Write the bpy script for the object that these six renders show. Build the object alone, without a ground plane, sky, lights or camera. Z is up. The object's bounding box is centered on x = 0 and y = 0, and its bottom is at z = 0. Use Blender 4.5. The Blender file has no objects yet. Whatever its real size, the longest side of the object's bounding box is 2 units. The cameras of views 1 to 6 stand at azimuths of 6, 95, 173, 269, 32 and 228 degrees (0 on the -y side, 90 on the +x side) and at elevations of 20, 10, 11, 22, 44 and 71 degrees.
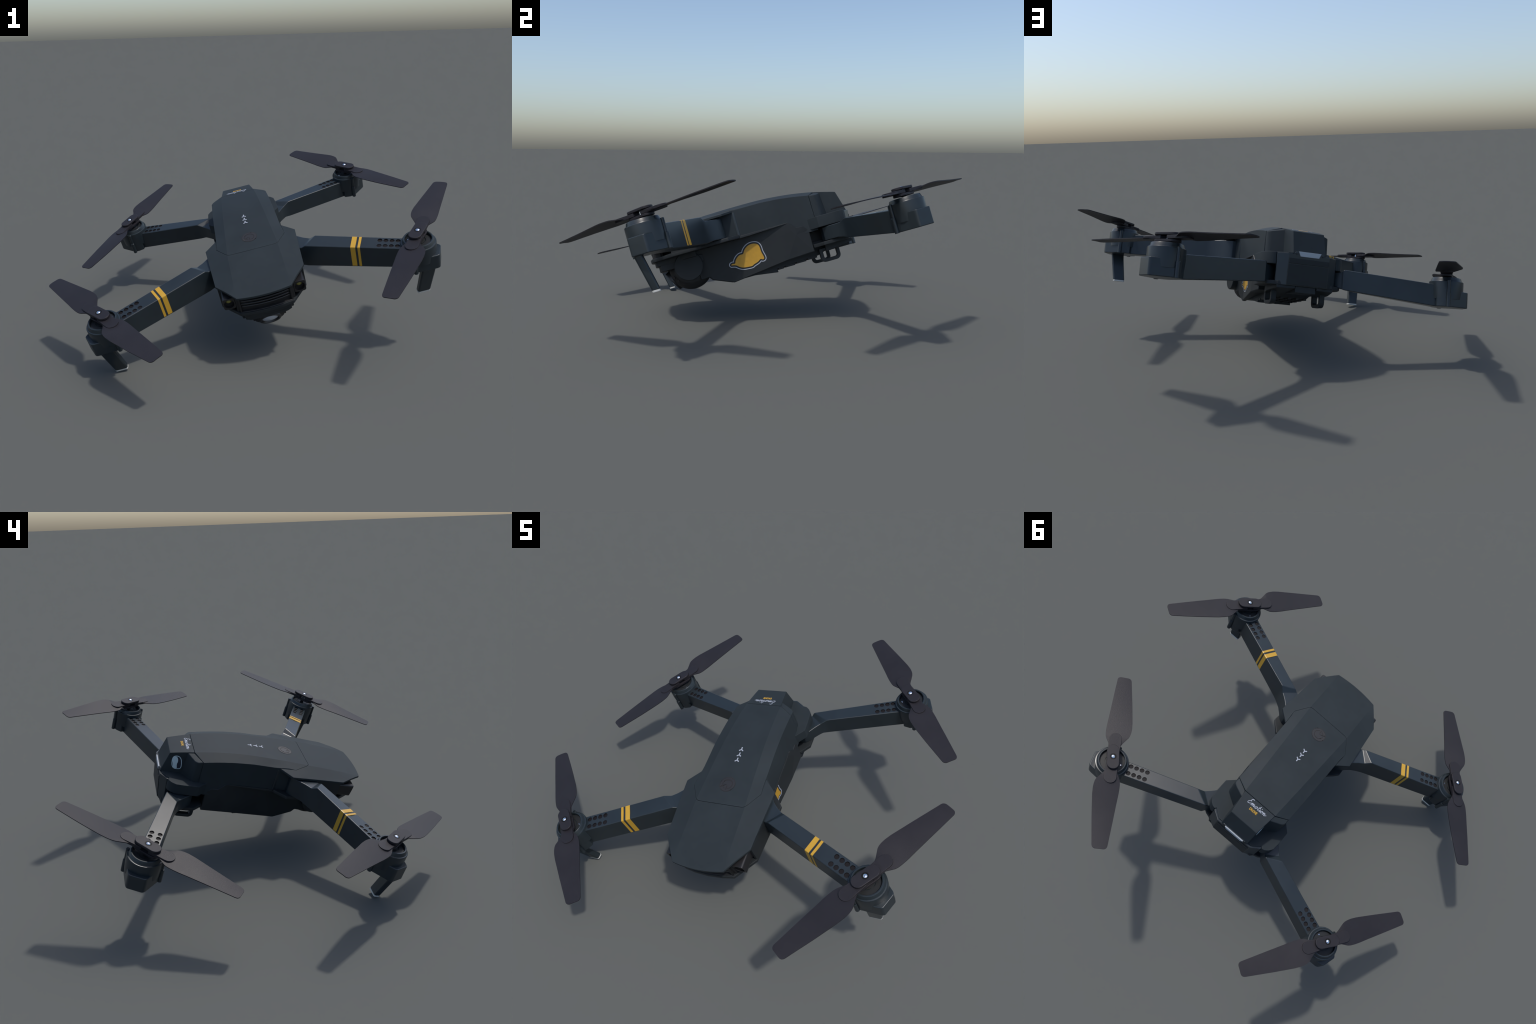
"""Folding quadcopter drone, resting tilted on one front landing leg.

Everything is modelled in the drone's own frame (x right, y back, z up, origin
between the four propeller hubs) and then set into the world by POSE."""
import bpy, bmesh, math
from mathutils import Matrix, Vector
from mathutils.bvhtree import BVHTree

# ----------------------------------------------------------------------------
# pose of the drone in the world
# ----------------------------------------------------------------------------
AX = Vector((0.9601, 0.1872, 0.2076)).normalized()
AZ = Vector((-0.1466, -0.2950, 0.9442))
AZ = (AZ - AX * AX.dot(AZ)).normalized()
AY = AZ.cross(AX)
POSE = Matrix(((AX.x, AY.x, AZ.x, -0.0341),
               (AX.y, AY.y, AZ.y, -0.0004),
               (AX.z, AY.z, AZ.z, 0.5471),
               (0, 0, 0, 1)))

scene = bpy.context.scene
COL = scene.collection


# ----------------------------------------------------------------------------
# materials
# ----------------------------------------------------------------------------
def plastic(name, rgb, rough=0.45, var=0.12, scale=9.0, grain=0.0, grain_scale=600.0,
            spec=0.5, metallic=0.0, rough_var=0.06, coat=0.0, tint=None):
    m = bpy.data.materials.new(name)
    m.use_nodes = True
    nt = m.node_tree
    b = nt.nodes["Principled BSDF"]
    b.inputs["Metallic"].default_value = metallic
    b.inputs["Specular IOR Level"].default_value = spec
    b.inputs["Coat Weight"].default_value = coat
    tc = nt.nodes.new("ShaderNodeTexCoord")
    n = nt.nodes.new("ShaderNodeTexNoise")
    n.inputs["Scale"].default_value = scale
    n.inputs["Detail"].default_value = 5.0
    n.inputs["Roughness"].default_value = 0.6
    nt.links.new(tc.outputs["Object"], n.inputs["Vector"])
    ramp = nt.nodes.new("ShaderNodeValToRGB")
    ramp.color_ramp.elements[0].position = 0.3
    ramp.color_ramp.elements[1].position = 0.7
    lo = [c * (1 - var) for c in rgb]
    hi = [c * (1 + var) for c in (tint or rgb)]
    ramp.color_ramp.elements[0].color = (*lo, 1)
    ramp.color_ramp.elements[1].color = (*hi, 1)
    nt.links.new(n.outputs["Fac"], ramp.inputs["Fac"])
    nt.links.new(ramp.outputs["Color"], b.inputs["Base Color"])
    mr = nt.nodes.new("ShaderNodeMapRange")
    mr.inputs["To Min"].default_value = max(0.02, rough - rough_var)
    mr.inputs["To Max"].default_value = rough + rough_var
    nt.links.new(n.outputs["Fac"], mr.inputs["Value"])
    nt.links.new(mr.outputs["Result"], b.inputs["Roughness"])
    if grain > 0:
        g = nt.nodes.new("ShaderNodeTexNoise")
        g.inputs["Scale"].default_value = grain_scale
        g.inputs["Detail"].default_value = 2.0
        nt.links.new(tc.outputs["Object"], g.inputs["Vector"])
        bump = nt.nodes.new("ShaderNodeBump")
        bump.inputs["Strength"].default_value = grain
        bump.inputs["Distance"].default_value = 0.002
        nt.links.new(g.outputs["Fac"], bump.inputs["Height"])
        nt.links.new(bump.outputs["Normal"], b.inputs["Normal"])
    return m


M_SHELL = plastic("shell_plastic", (0.0220, 0.0285, 0.0325), rough=0.58, grain=0.06, spec=0.16)
M_BODY = plastic("side_plastic", (0.0170, 0.0205, 0.0230), rough=0.50, grain=0.05, spec=0.28)
M_ARM = plastic("arm_plastic", (0.0165, 0.0235, 0.0285), rough=0.31, grain=0.03, rough_var=0.04, spec=0.46)
M_BLADE = plastic("blade_plastic", (0.0168, 0.0153, 0.0190), rough=0.50, grain=0.30, grain_scale=420.0, spec=0.28)
M_MOTOR = plastic("motor_plastic", (0.0190, 0.0205, 0.0220), rough=0.42, spec=0.3)
M_WELL = plastic("screw_well_dark", (0.0055, 0.0045, 0.0045), rough=0.6, spec=0.2)
M_DARK = plastic("dark_plastic", (0.0060, 0.0066, 0.0080), rough=0.55)
M_PIT = plastic("hole_floor", (0.0075, 0.0062, 0.0070), rough=0.6, spec=0.25)
M_SEAM = plastic("seam_groove", (0.012, 0.0095, 0.0095), rough=0.7)
M_POD = plastic("lamp_pod_plastic", (0.0110, 0.0108, 0.0120), rough=0.38)
M_BUTTON = plastic("button_plastic", (0.0165, 0.0165, 0.0185), rough=0.55)
M_YELLOW = plastic("yellow_paint", (0.50, 0.285, 0.026), rough=0.42, var=0.05)
M_STICKER = plastic("sticker_yellow", (0.46, 0.255, 0.022), rough=0.5, var=0.10, scale=30)
M_WHITE = plastic("print_grey_white", (0.33, 0.355, 0.41), rough=0.5, var=0.04)
M_PALE = plastic("print_pale_blue", (0.46, 0.56, 0.60), rough=0.5, var=0.04)
M_NAVY = plastic("print_navy", (0.012, 0.016, 0.032), rough=0.5, var=0.1)
M_STEEL = plastic("bright_steel", (0.72, 0.76, 0.82), rough=0.18, metallic=1.0, var=0.03)
M_FOOT = plastic("foot_rubber", (0.52, 0.52, 0.49), rough=0.55, var=0.05)
M_REFLECT = plastic("reflector_grey", (0.36, 0.40, 0.44), rough=0.35, var=0.04)
M_LED = plastic("led_yellow", (0.22, 0.20, 0.05), rough=0.3, var=0.05)
M_GLASS = plastic("lens_glass", (0.42, 0.46, 0.54), rough=0.06, spec=0.9, var=0.03, coat=0.6)  # pale blue-grey base colour paints the sky's reflection on the lens


# ----------------------------------------------------------------------------
# object helpers
# ----------------------------------------------------------------------------
def root_empty():
    e = bpy.data.objects.new("quadcopter_drone", None)
    e.empty_display_size = 0.3
    COL.objects.link(e)
    e["label"] = "dark navy folding camera quadcopter drone with yellow stripes"
    e["category"] = "drone"
    return e


ROOT = root_empty()


def place(ob, parent=None, local=None):
    """Parent ob; its world matrix is POSE @ local (drone frame)."""
    world = POSE @ (local or Matrix.Identity(4))
    p = parent or ROOT
    ob.parent = p
    ob.matrix_parent_inverse = Matrix.Identity(4)
    pm = WORLD.get(p.name, Matrix.Identity(4))
    ob.matrix_local = pm.inverted() @ world
    WORLD[ob.name] = world
    return ob


WORLD = {}


def new_mesh(name, verts, faces, mats):
    me = bpy.data.meshes.new(name)
    me.from_pydata([tuple(v) for v in verts], [], faces)
    me.update()
    for m in (mats if isinstance(mats, (list, tuple)) else [mats]):
        me.materials.append(m)
    bm = bmesh.new()
    bm.from_mesh(me)
    bmesh.ops.remove_doubles(bm, verts=bm.verts, dist=1e-6)
    bmesh.ops.recalc_face_normals(bm, faces=bm.faces)
    bm.to_mesh(me)
    bm.free()
    return me


def finish(me, bevel=0.0, seg=2, cutters=None, angle=30):
    """Round edges (bevel), cut holes, shade; returns the final mesh."""
    ob = bpy.data.objects.new("tmp", me)
    COL.objects.link(ob)
    for p in me.polygons:
        p.use_smooth = True
    tmp = []
    if bevel > 0:
        b = ob.modifiers.new("b", 'BEVEL')
        b.width = bevel
        b.segments = seg
        b.limit_method = 'ANGLE'
        b.angle_limit = math.radians(angle)
        b.harden_normals = False
        b.use_clamp_overlap = True
    for c in cutters or []:
        co = bpy.data.objects.new("tmpcut", c)
        COL.objects.link(co)
        tmp.append(co)
        bo = ob.modifiers.new("c", 'BOOLEAN')
        bo.operation = 'DIFFERENCE'
        bo.object = co
        bo.solver = 'EXACT'
        bo.material_mode = 'TRANSFER'
    if bevel > 0 or cutters:
        dg = bpy.context.evaluated_depsgraph_get()
        res = bpy.data.meshes.new_from_object(ob.evaluated_get(dg))
        res.name = me.name
    else:
        res = me
    for p in res.polygons:
        p.use_smooth = True
    res.set_sharp_from_angle(angle=math.radians(35))
    bpy.data.objects.remove(ob)
    for t in tmp:
        bpy.data.objects.remove(t)
    return res


def weighted(ob):
    w = ob.modifiers.new("normals", 'WEIGHTED_NORMAL')
    w.keep_sharp = True
    w.weight = 80
    return ob


def part(name, me, parent=None, local=None, wn=True):
    ob = bpy.data.objects.new(name, me)
    COL.objects.link(ob)
    place(ob, parent, local)
    if wn:
        weighted(ob)
    return ob


def val(f, x, y):
    return f(x, y) if callable(f) else f


def prism_data(outline, z0, z1):
    """Vertical prism over a plan outline; z0 / z1 may be functions of (x, y)."""
    n = len(outline)
    v = [(x, y, val(z0, x, y)) for x, y in outline] + [(x, y, val(z1, x, y)) for x, y in outline]
    f = [list(range(n))[::-1], list(range(n, 2 * n))]
    f += [[i, (i + 1) % n, n + (i + 1) % n, n + i] for i in range(n)]
    return v, f


def prism(name, outline, z0, z1, mat, bevel=0.003, seg=2, **kw):
    v, f = prism_data(outline, z0, z1)
    return finish(new_mesh(name, v, f, mat), bevel, seg, **kw)


def flip(pts):
    return [(-p[0],) + tuple(p[1:]) for p in pts]


def both(right):
    """Closed outline from its right half (front to back)."""
    return list(right) + flip(right)[::-1]


def mirrored(me, name=None):
    m2 = me.copy()
    m2.name = name or me.name
    bm = bmesh.new()
    bm.from_mesh(m2)
    for v in bm.verts:
        v.co.x = -v.co.x
    bmesh.ops.reverse_faces(bm, faces=bm.faces)
    bm.to_mesh(m2)
    bm.free()
    return m2


def join_data(parts):
    V, F = [], []
    for v, f in parts:
        o = len(V)
        V += list(v)
        F += [[i + o for i in q] for q in f]
    return V, F


def box_data(x0, x1, y0, y1, z0, z1):
    return prism_data([(x0, y0), (x1, y0), (x1, y1), (x0, y1)], z0, z1)


def circle(cx, cy, r, n=32, a0=0.0):
    return [(cx + r * math.cos(a0 + 2 * math.pi * i / n), cy + r * math.sin(a0 + 2 * math.pi * i / n)) for i in range(n)]


def lathe_data(profile, n=48):
    """Revolve (r, z) profile about z; r = 0 closes the ends."""
    V, F, rings = [], [], []
    for r, z in profile:
        if r < 1e-6:
            rings.append([len(V)])
            V.append((0, 0, z))
        else:
            rings.append(list(range(len(V), len(V) + n)))
            V += [(r * math.cos(2 * math.pi * i / n), r * math.sin(2 * math.pi * i / n), z) for i in range(n)]
    for a, b in zip(rings, rings[1:]):
        for i in range(n):
            j = (i + 1) % n
            if len(a) == 1:
                F.append([a[0], b[i], b[j]])
            elif len(b) == 1:
                F.append([a[i], a[j], b[0]])
            else:
                F.append([a[i], a[j], b[j], b[i]])
    return V, F


def tf(data, M):
    v, f = data
    return [tuple(M @ Vector(p)) for p in v], f


def axis_matrix(origin, zdir, xdir=None):
    z = Vector(zdir).normalized()
    x = Vector(xdir) if xdir else (Vector((0, 0, 1)) if abs(z.z) < 0.9 else Vector((1, 0, 0)))
    x = (x - z * x.dot(z)).normalized()
    y = z.cross(x)
    return Matrix(((x.x, y.x, z.x, origin[0]), (x.y, y.y, z.y, origin[1]), (x.z, y.z, z.z, origin[2]), (0, 0, 0, 1)))


def lerp(a, b, t):
    return a + (b - a) * t


def piece(y, table):
    if y <= table[0][0]:
        return table[0][1]
    for (a, va), (b, vb) in zip(table, table[1:]):
        if y <= b:
            return lerp(va, vb, (y - a) / (b - a))
    return table[-1][1]


# ----------------------------------------------------------------------------
# top shell: one crowned, chamfered surface cut into hood, battery and tail
# ----------------------------------------------------------------------------
def ridge_z(y):
    d = y + 0.03
    return 0.0690 - (0.094 if d < 0 else 0.30) * d * d


def ridge_x(y):
    return piece(y, [(-0.66, 0.128), (-0.632, 0.128), (-0.321, 0.127), (0.296, 0.095), (0.417, 0.080), (0.45, 0.078)])


def edge_x(y):
    return piece(y, [(-0.505, 0.214), (-0.208, 0.233), (-0.149, 0.170), (0.255, 0.160), (0.30, 0.159)])


def edge_z(y):
    return piece(y, [(-0.505, 0.033), (-0.35, 0.037), (-0.208, 0.039), (-0.149, 0.047), (0.0, 0.049), (0.10, 0.043), (0.18, 0.033), (0.255, 0.020), (0.30, 0.013)])


def shell_piece(name, us, y_front, y_back, ts, depth, mat, bevel, flare=None):
    """Loft the shell surface over cross parameter u (-1..1, ridges at +-0.5)."""
    rows = []
    for t in ts:
        row = []
        for u in us:
            a = abs(u)
            y = lerp(y_front(a), y_back(a), t)
            if a <= 0.5:
                x, z = ridge_x(y) * a * 2, ridge_z(y)
            else:
                k = (a - 0.5) * 2
                x = lerp(ridge_x(y), edge_x(y), k)
                z = lerp(ridge_z(y), edge_z(y), k)
            row.append((math.copysign(x, u), y, z))
        rows.append(row)
    nu, nt = len(us), len(ts)
    top = [p for r in rows for p in r]
    V = top + [(math.copysign(flare, x) if flare and abs(abs(x) - edge_x(y)) < 1e-4 else x, y, val(depth, x, y)) for x, y, z in top]
    N = len(top)
    F = []
    for i in range(nt - 1):
        for j in range(nu - 1):
            q = [i * nu + j, i * nu + j + 1, (i + 1) * nu + j + 1, (i + 1) * nu + j]
            F += [q, [k + N for k in q[::-1]]]
    loop = [j for j in range(nu)] + [i * nu + nu - 1 for i in range(1, nt)] + \
           [(nt - 1) * nu + j for j in range(nu - 2, -1, -1)] + [i * nu for i in range(nt - 2, 0, -1)]
    for a, b in zip(loop, loop[1:] + loop[:1]):
        F.append([a, b, b + N, a + N])
    me = finish(new_mesh(name, V, F, mat), bevel, 1, angle=40)
    me.set_sharp_from_angle(angle=math.radians(7))
    return me


UH = [0, 0.1, 0.2, 0.3, 0.4, 0.44, 0.47, 0.5, 0.53, 0.57, 0.62, 0.75, 1]
US = [-u for u in UH[:0:-1]] + UH
GAP = 0.0007


def out(a):
    return max(0.0, (a - 0.5) * 2)


def hood_front(a):
    return -0.632 - 0.014 * (1 - (2 * a) ** 2) if a <= 0.5 else lerp(-0.632, -0.505, out(a))


def seam_front(a):
    # straight across, then slanting out to the notch, with a rounded corner
    w, k = 0.07, 0.172 * 2
    if a <= 0.5 - w:
        return -0.321
    if a >= 0.5 + w:
        return -0.321 + k * (a - 0.5)
    return -0.321 + k * (a - 0.5 + w) ** 2 / (4 * w)


def seam_back(a):
    return 0.296 if a <= 0.5 else lerp(0.296, 0.255, out(a))


def top_z(x, y):
    a = abs(x)
    rx, ex = ridge_x(y), edge_x(y)
    if a <= rx:
        return ridge_z(y)
    k = min(1.0, (a - rx) / max(1e-6, ex - rx))
    return lerp(ridge_z(y), edge_z(y), k)


T_HOOD = [0, 0.12, 0.25, 0.4, 0.55, 0.7, 0.834, 0.92, 1.0]
hood = part("hood", shell_piece("hood", US, hood_front, lambda a: seam_front(a) - GAP, T_HOOD,
                                lambda x, y: top_z(x, y) - 0.011, M_SHELL, 0.0010))
T_BAT = [i / 14 for i in range(15)]
battery = part("battery", shell_piece("battery", US, lambda a: seam_front(a) + GAP, lambda a: seam_back(a) - GAP, T_BAT,
                                      lambda x, y: piece(y, [(0.09, -0.090), (0.15, -0.165)]), M_SHELL, 0.0010, flare=0.1668))
# dark web just under the seams so the gaps read as thin grooves
web = part("seam_web", prism("seam_web", both([(0.118, -0.36), (0.158, -0.15), (0.150, 0.29), (0.08, 0.33)]),
                             -0.085, lambda x, y: top_z(x * 0.9, y) - 0.008, M_SEAM, 0.0))

# tail: raised hump with slanting back, and stubby side wings that end in a step
def tail_hump():
    ys = [0.296 + GAP, 0.32, 0.345, 0.37, 0.395, 0.417]
    rows = []
    for y in ys:
        x, z = ridge_x(y), ridge_z(y)
        base = lerp(0.096, 0.083, (y - 0.296) / 0.121)
        yb = lerp(y, 0.448, max(0, (y - 0.34) / 0.077)) if y > 0.34 else y
        rows.append([(base, yb, -0.10), (lerp(base, x, 0.5), lerp(yb, y, 0.5), (z - 0.10) / 2), (x, y, z), (0, y, z), (-x, y, z),
                     (-lerp(base, x, 0.5), lerp(yb, y, 0.5), (z - 0.10) / 2), (-base, yb, -0.10)])
    n = len(rows[0])
    V = [p for r in rows for p in r]
    F = []
    for i in range(len(rows) - 1):
        for j in range(n - 1):
            F.append([i * n + j, i * n + j + 1, (i + 1) * n + j + 1, (i + 1) * n + j])
        F.append([i * n + n - 1, i * n, (i + 1) * n, (i + 1) * n + n - 1])
    F.append(list(range(n)))
    F.append([(len(rows) - 1) * n + j for j in range(n)][::-1])
    return finish(new_mesh("tail_cover", V, F, M_SHELL), 0.003, 2, angle=40)


tail = part("tail_cover", tail_hump())


def tail_wing():
    tops = [(0.094, 0.296 + GAP), (0.159, 0.255 + GAP), (0.160, 0.280), (0.156, 0.290), (0.145, 0.300), (0.088, 0.330)]
    V = [(x, y, top_z(x, y) if x > 0.1 else ridge_z(y) - 0.004) for x, y in tops]
    bots = [(0.088, 0.30), (0.161, 0.255 + GAP), (0.162, 0.284), (0.156, 0.297), (0.146, 0.304), (0.085, 0.345)]
    V += [(x, y, -0.13) for x, y in bots]
    n = len(tops)
    F = [list(range(n)), list(range(n, 2 * n))[::-1]] + [[i, (i + 1) % n, n + (i + 1) % n, n + i] for i in range(n)]
    return finish(new_mesh("tail_wing", V, F, M_SHELL), 0.004, 3, angle=30)


wing_me = tail_wing()
part("tail_wing", wing_me)
part("tail_wing", mirrored(wing_me))

# ---- marks on top -----------------------------------------------------------
def draped(name, polys, mat, off=0.0008, zf=top_z, thick=0.0016):
    """Thin raised marks that follow the surface zf; polys = list of plan outlines."""
    parts = []
    for o in polys:
        parts.append(prism_data(o, lambda x, y: zf(x, y) + off - thick, lambda x, y: zf(x, y) + off))
    v, f = join_data(parts)
    return finish(new_mesh(name, v, f, mat), 0)


def ring_polys(cx, cy, r0, r1, a0, a1, n):
    out_ = []
    for i in range(n):
        p, q = lerp(a0, a1, i / n), lerp(a0, a1, (i + 1) / n)
        out_.append([(cx + r0 * math.cos(p), cy + r0 * math.sin(p)), (cx + r1 * math.cos(p), cy + r1 * math.sin(p)),
                     (cx + r1 * math.cos(q), cy + r1 * math.sin(q)), (cx + r0 * math.cos(q), cy + r0 * math.sin(q))])
    return out_


TAU = 2 * math.pi
BY = -0.215
button = part("power_button", draped("power_button", ring_polys(0, BY, 0.0, 0.0365, 0, TAU, 40), M_BUTTON, 0.0007), battery)
part("button_groove", draped("button_groove", ring_polys(0, BY, 0.0365, 0.0395, 0, TAU, 48), M_SEAM, 0.0009), battery)
part("power_symbol", draped("power_symbol", ring_polys(0, BY, 0.0225, 0.0262, -math.pi / 2 + 0.32, 1.5 * math.pi - 0.32, 36) +
                            [[(-0.0022, BY - 0.031), (0.0022, BY - 0.031), (0.0022, BY - 0.008), (-0.0022, BY - 0.008)]], M_SEAM, 0.0013), battery)


def arrow_polys(cy):
    ps = []
    for a in (90, 218, 322):
        d = Vector((math.cos(math.radians(a)), math.sin(math.radians(a))))
        s = Vector((-d.y, d.x)) * 0.0024
        L = 0.0125
        ps.append([tuple(d * -0.0015 - s), tuple(d * L - s * 1.2), tuple(d * (L + 0.0015)), tuple(d * L + s * 1.2), tuple(d * -0.0015 + s)])
    return [[(x, y + cy) for x, y in p] for p in ps]


for cy in (-0.014, -0.046, -0.077):
    part("arrow_mark", draped("arrow_mark", arrow_polys(cy), M_WHITE, 0.0009), battery)


def stroke_polys(pts, w):
    """Ribbon quads along a polyline with round-ish joints."""
    ps = []
    for (x0, y0), (x1, y1) in zip(pts, pts[1:]):
        d = Vector((x1 - x0, y1 - y0))
        if d.length < 1e-6:
            continue
        d.normalize()
        n = Vector((-d.y, d.x)) * w / 2
        e = d * w * 0.3
        ps.append([(x0 - e.x - n.x, y0 - e.y - n.y), (x1 + e.x - n.x, y1 + e.y - n.y),
                   (x1 + e.x + n.x, y1 + e.y + n.y), (x0 - e.x + n.x, y0 - e.y + n.y)])
    return ps


# script word: pen strokes per letter in units of x-height, slanted
SCRIPT = [
    (1.9, [[(1.45, 2.15), (1.2, 2.4), (0.75, 2.35), (0.5, 1.95), (0.75, 1.5), (1.1, 1.35), (0.6, 1.2), (0.2, 0.7), (0.25, 0.2), (0.7, -0.05), (1.3, 0.15), (1.7, 0.6)]]),
    (2.15, [[(0.0, 0.6), (0.25, 1.0), (0.3, 0.0)], [(0.3, 0.1), (0.6, 0.9), (0.85, 0.95), (0.9, 0.0)], [(0.9, 0.1), (1.2, 0.9), (1.45, 0.95), (1.5, 0.15), (1.75, 0.0), (2.1, 0.5)]]),
    (1.25, [[(0.85, 0.85), (0.5, 1.0), (0.15, 0.6), (0.25, 0.05), (0.65, 0.0), (0.95, 0.45), (0.85, 0.9), (1.25, 0.75)]]),
    (0.95, [[(0.45, 2.1), (0.4, 0.2), (0.6, 0.0), (0.95, 0.4)], [(0.05, 1.3), (0.9, 1.35)]]),
    (0.85, [[(0.2, 0.6), (0.4, 1.0), (0.4, 0.15), (0.55, 0.0), (0.85, 0.45)], [(0.45, 1.55), (0.5, 1.7)]]),
    (1.25, [[(0.85, 0.85), (0.5, 1.0), (0.15, 0.6), (0.25, 0.05), (0.65, 0.0), (0.95, 0.45), (0.85, 0.9), (1.25, 0.75)]]),
    (1.6, [[(0.0, 0.6), (0.25, 1.0), (0.3, 0.0)], [(0.3, 0.1), (0.6, 0.9), (0.9, 0.95), (0.95, 0.15), (1.2, 0.0), (1.8, 0.6)]]),
]


def script_word():
    total = sum(w for w, _ in SCRIPT)
    sx, sy = 0.112 / total, 0.0118
    polys, cur = [], 0.0
    for w, strokes in SCRIPT:
        for s in strokes:
            pts = [((cur + x) * sx + (y * sy) * 0.35, y * sy) for x, y in s]
            # read from behind the drone: right is -x, up is -y
            polys += stroke_polys([(0.056 - px, 0.3315 - py) for px, py in pts], 0.0027)
        cur += w
    return draped("lettering", polys, M_WHITE, 0.0010)


part("lettering", script_word(), tail)


def block_word(txt, x_left, y_base, size, length, mat):
    c = bpy.data.curves.new("lettering", 'FONT')
    c.body = txt
    c.size = size
    c.resolution_u = 3
    c.offset = 0.0007
    o = bpy.data.objects.new("tmp", c)
    COL.objects.link(o)
    dg = bpy.context.evaluated_depsgraph_get()
    me = bpy.data.meshes.new_from_object(o.evaluated_get(dg))
    bpy.data.objects.remove(o)
    xs = [v.co.x for v in me.vertices]
    k = length / (max(xs) - min(xs))
    x0 = min(xs)
    bm = bmesh.new()
    bm.from_mesh(me)
    ext = bmesh.ops.extrude_face_region(bm, geom=bm.faces[:])
    up = [g for g in ext["geom"] if isinstance(g, bmesh.types.BMVert)]
    for v in bm.verts:
        v.co = Vector((x_left - (v.co.x - x0) * k, y_base - v.co.y, 0))
    ups = set(up)
    for v in bm.verts:
        z = top_z(v.co.x, v.co.y)
        v.co.z = z + (0.0010 if v in ups else -0.0008)
    bmesh.ops.recalc_face_normals(bm, faces=bm.faces)
    bm.to_mesh(me)
    bm.free()
    me.materials.clear()
    me.materials.append(mat)
    return me


part("lettering", block_word("DRONE", 0.024, 0.3535, 0.0175, 0.046, M_YELLOW), tail, wn=False)

# ----------------------------------------------------------------------------
# rear: hinge covers, frame, hatch, reflector
# ----------------------------------------------------------------------------
SHOULDER = [(0.060, 0.20), (0.162, 0.210), (0.206, 0.257), (0.205, 0.335), (0.201, 0.376), (0.186, 0.398), (0.170, 0.4105), (0.153, 0.4145), (0.148, 0.405), (0.104, 0.440), (0.070, 0.440)]
part("hinge_cover", prism("hinge_cover", both(SHOULDER), -0.155, lambda x, y: -0.097, M_SHELL, 0.003))
FLANGE = [(0.060, 0.21), (0.161, 0.211), (0.204, 0.259), (0.206, 0.34), (0.190, 0.392), (0.176, 0.402), (0.151, 0.410), (0.139, 0.421), (0.09, 0.43)]
part("hinge_flange", prism("hinge_flange", both(FLANGE), -0.250, -0.231, M_BODY, 0.003))


def rear_frame():
    plan_t = both([(0.090, 0.36), (0.149, 0.395), (0.151, 0.418), (0.104, 0.450)])
    plan_b = both([(0.090, 0.36), (0.149, 0.395), (0.151, 0.410), (0.104, 0.433)])
    n = len(plan_t)
    V = [(x, y, -0.251) for x, y in plan_b] + [(x, y, -0.102) for x, y in plan_t]
    F = [list(range(n))[::-1], list(range(n, 2 * n))] + [[i, (i + 1) % n, n + (i + 1) % n, n + i] for i in range(n)]
    tab = ([(-0.080, 0.449, -0.104), (0.080, 0.449, -0.104), (0.069, 0.450, -0.089), (-0.069, 0.450, -0.089),
            (-0.080, 0.438, -0.104), (0.080, 0.438, -0.104), (0.069, 0.438, -0.089), (-0.069, 0.438, -0.089)],
           [[0, 1, 2, 3], [7, 6, 5, 4], [0, 4, 5, 1], [1, 5, 6, 2], [2, 6, 7, 3], [3, 7, 4, 0]])
    v, f = join_data([(V, F), tab])
    return finish(new_mesh("tail_frame", v, f, M_ARM), 0.003, 2)


frame = part("tail_frame", rear_frame())


def rear_y(z):
    return lerp(0.4335, 0.4505, (z + 0.251) / 0.149)


def rear_plate(name, corners, proud, mat, bevel=0.0015):
    """Plate standing on the back face; corners are (x, z)."""
    n = len(corners)
    V = [(x, rear_y(z) - 0.004, z) for x, z in corners] + [(x, rear_y(z) + proud, z) for x, z in corners]
    F = [list(range(n)), list(range(n, 2 * n))[::-1]] + [[i, (i + 1) % n, n + (i + 1) % n, n + i] for i in range(n)]
    return finish(new_mesh(name, V, F, mat), bevel, 2)


part("hatch", rear_plate("hatch", [(-0.101, -0.124), (0.101, -0.124), (0.101, -0.1485), (-0.101, -0.1485)], 0.003, M_BODY), frame)
part("hatch", rear_plate("hatch", [(-0.101, -0.1515), (0.101, -0.1515), (0.101, -0.247), (-0.101, -0.247)], 0.003, M_BODY), frame)
part("reflector", rear_plate("reflector", [(-0.057, -0.0905), (0.057, -0.0905), (0.047, -0.113), (-0.047, -0.113)], 0.0035, M_REFLECT, 0.001), frame)
for sx in (1, -1):
    d = tf(lathe_data([(0, 0.002), (0.0035, 0.002), (0.0035, -0.003), (0, -0.003)], 14), axis_matrix((sx * 0.0665, 0.4495, -0.104), (0, 1, 0)))
    part("pin_hole", finish(new_mesh("pin_hole", *d, M_DARK)), frame)

# ----------------------------------------------------------------------------
# lower body
# ----------------------------------------------------------------------------
# dark core seen inside the hinge recesses
part("core", prism("core", both([(0.09, -0.54), (0.150, -0.46), (0.150, -0.35), (0.128, -0.30), (0.128, -0.17), (0.148, -0.15), (0.150, 0.20), (0.070, 0.209)]),
                   -0.098, lambda x, y: -0.112 if y > 0.21 else 0.020, M_DARK, 0.0))
part("core", prism("core", both([(0.080, -0.40), (0.090, -0.30), (0.120, 0.06), (0.140, 0.204), (0.055, 0.206), (0.055, 0.40)]), -0.245, -0.097, M_DARK, 0.0))

LIP = [(0.0, -0.616), (0.07, -0.612), (0.129, -0.602), (0.209, -0.499), (0.232, -0.208), (0.214, -0.185), (0.179, -0.146), (0.150, -0.14)]
part("body_tray", prism("body_tray", both(LIP), -0.100, -0.081, M_BODY, 0.004))


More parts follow.
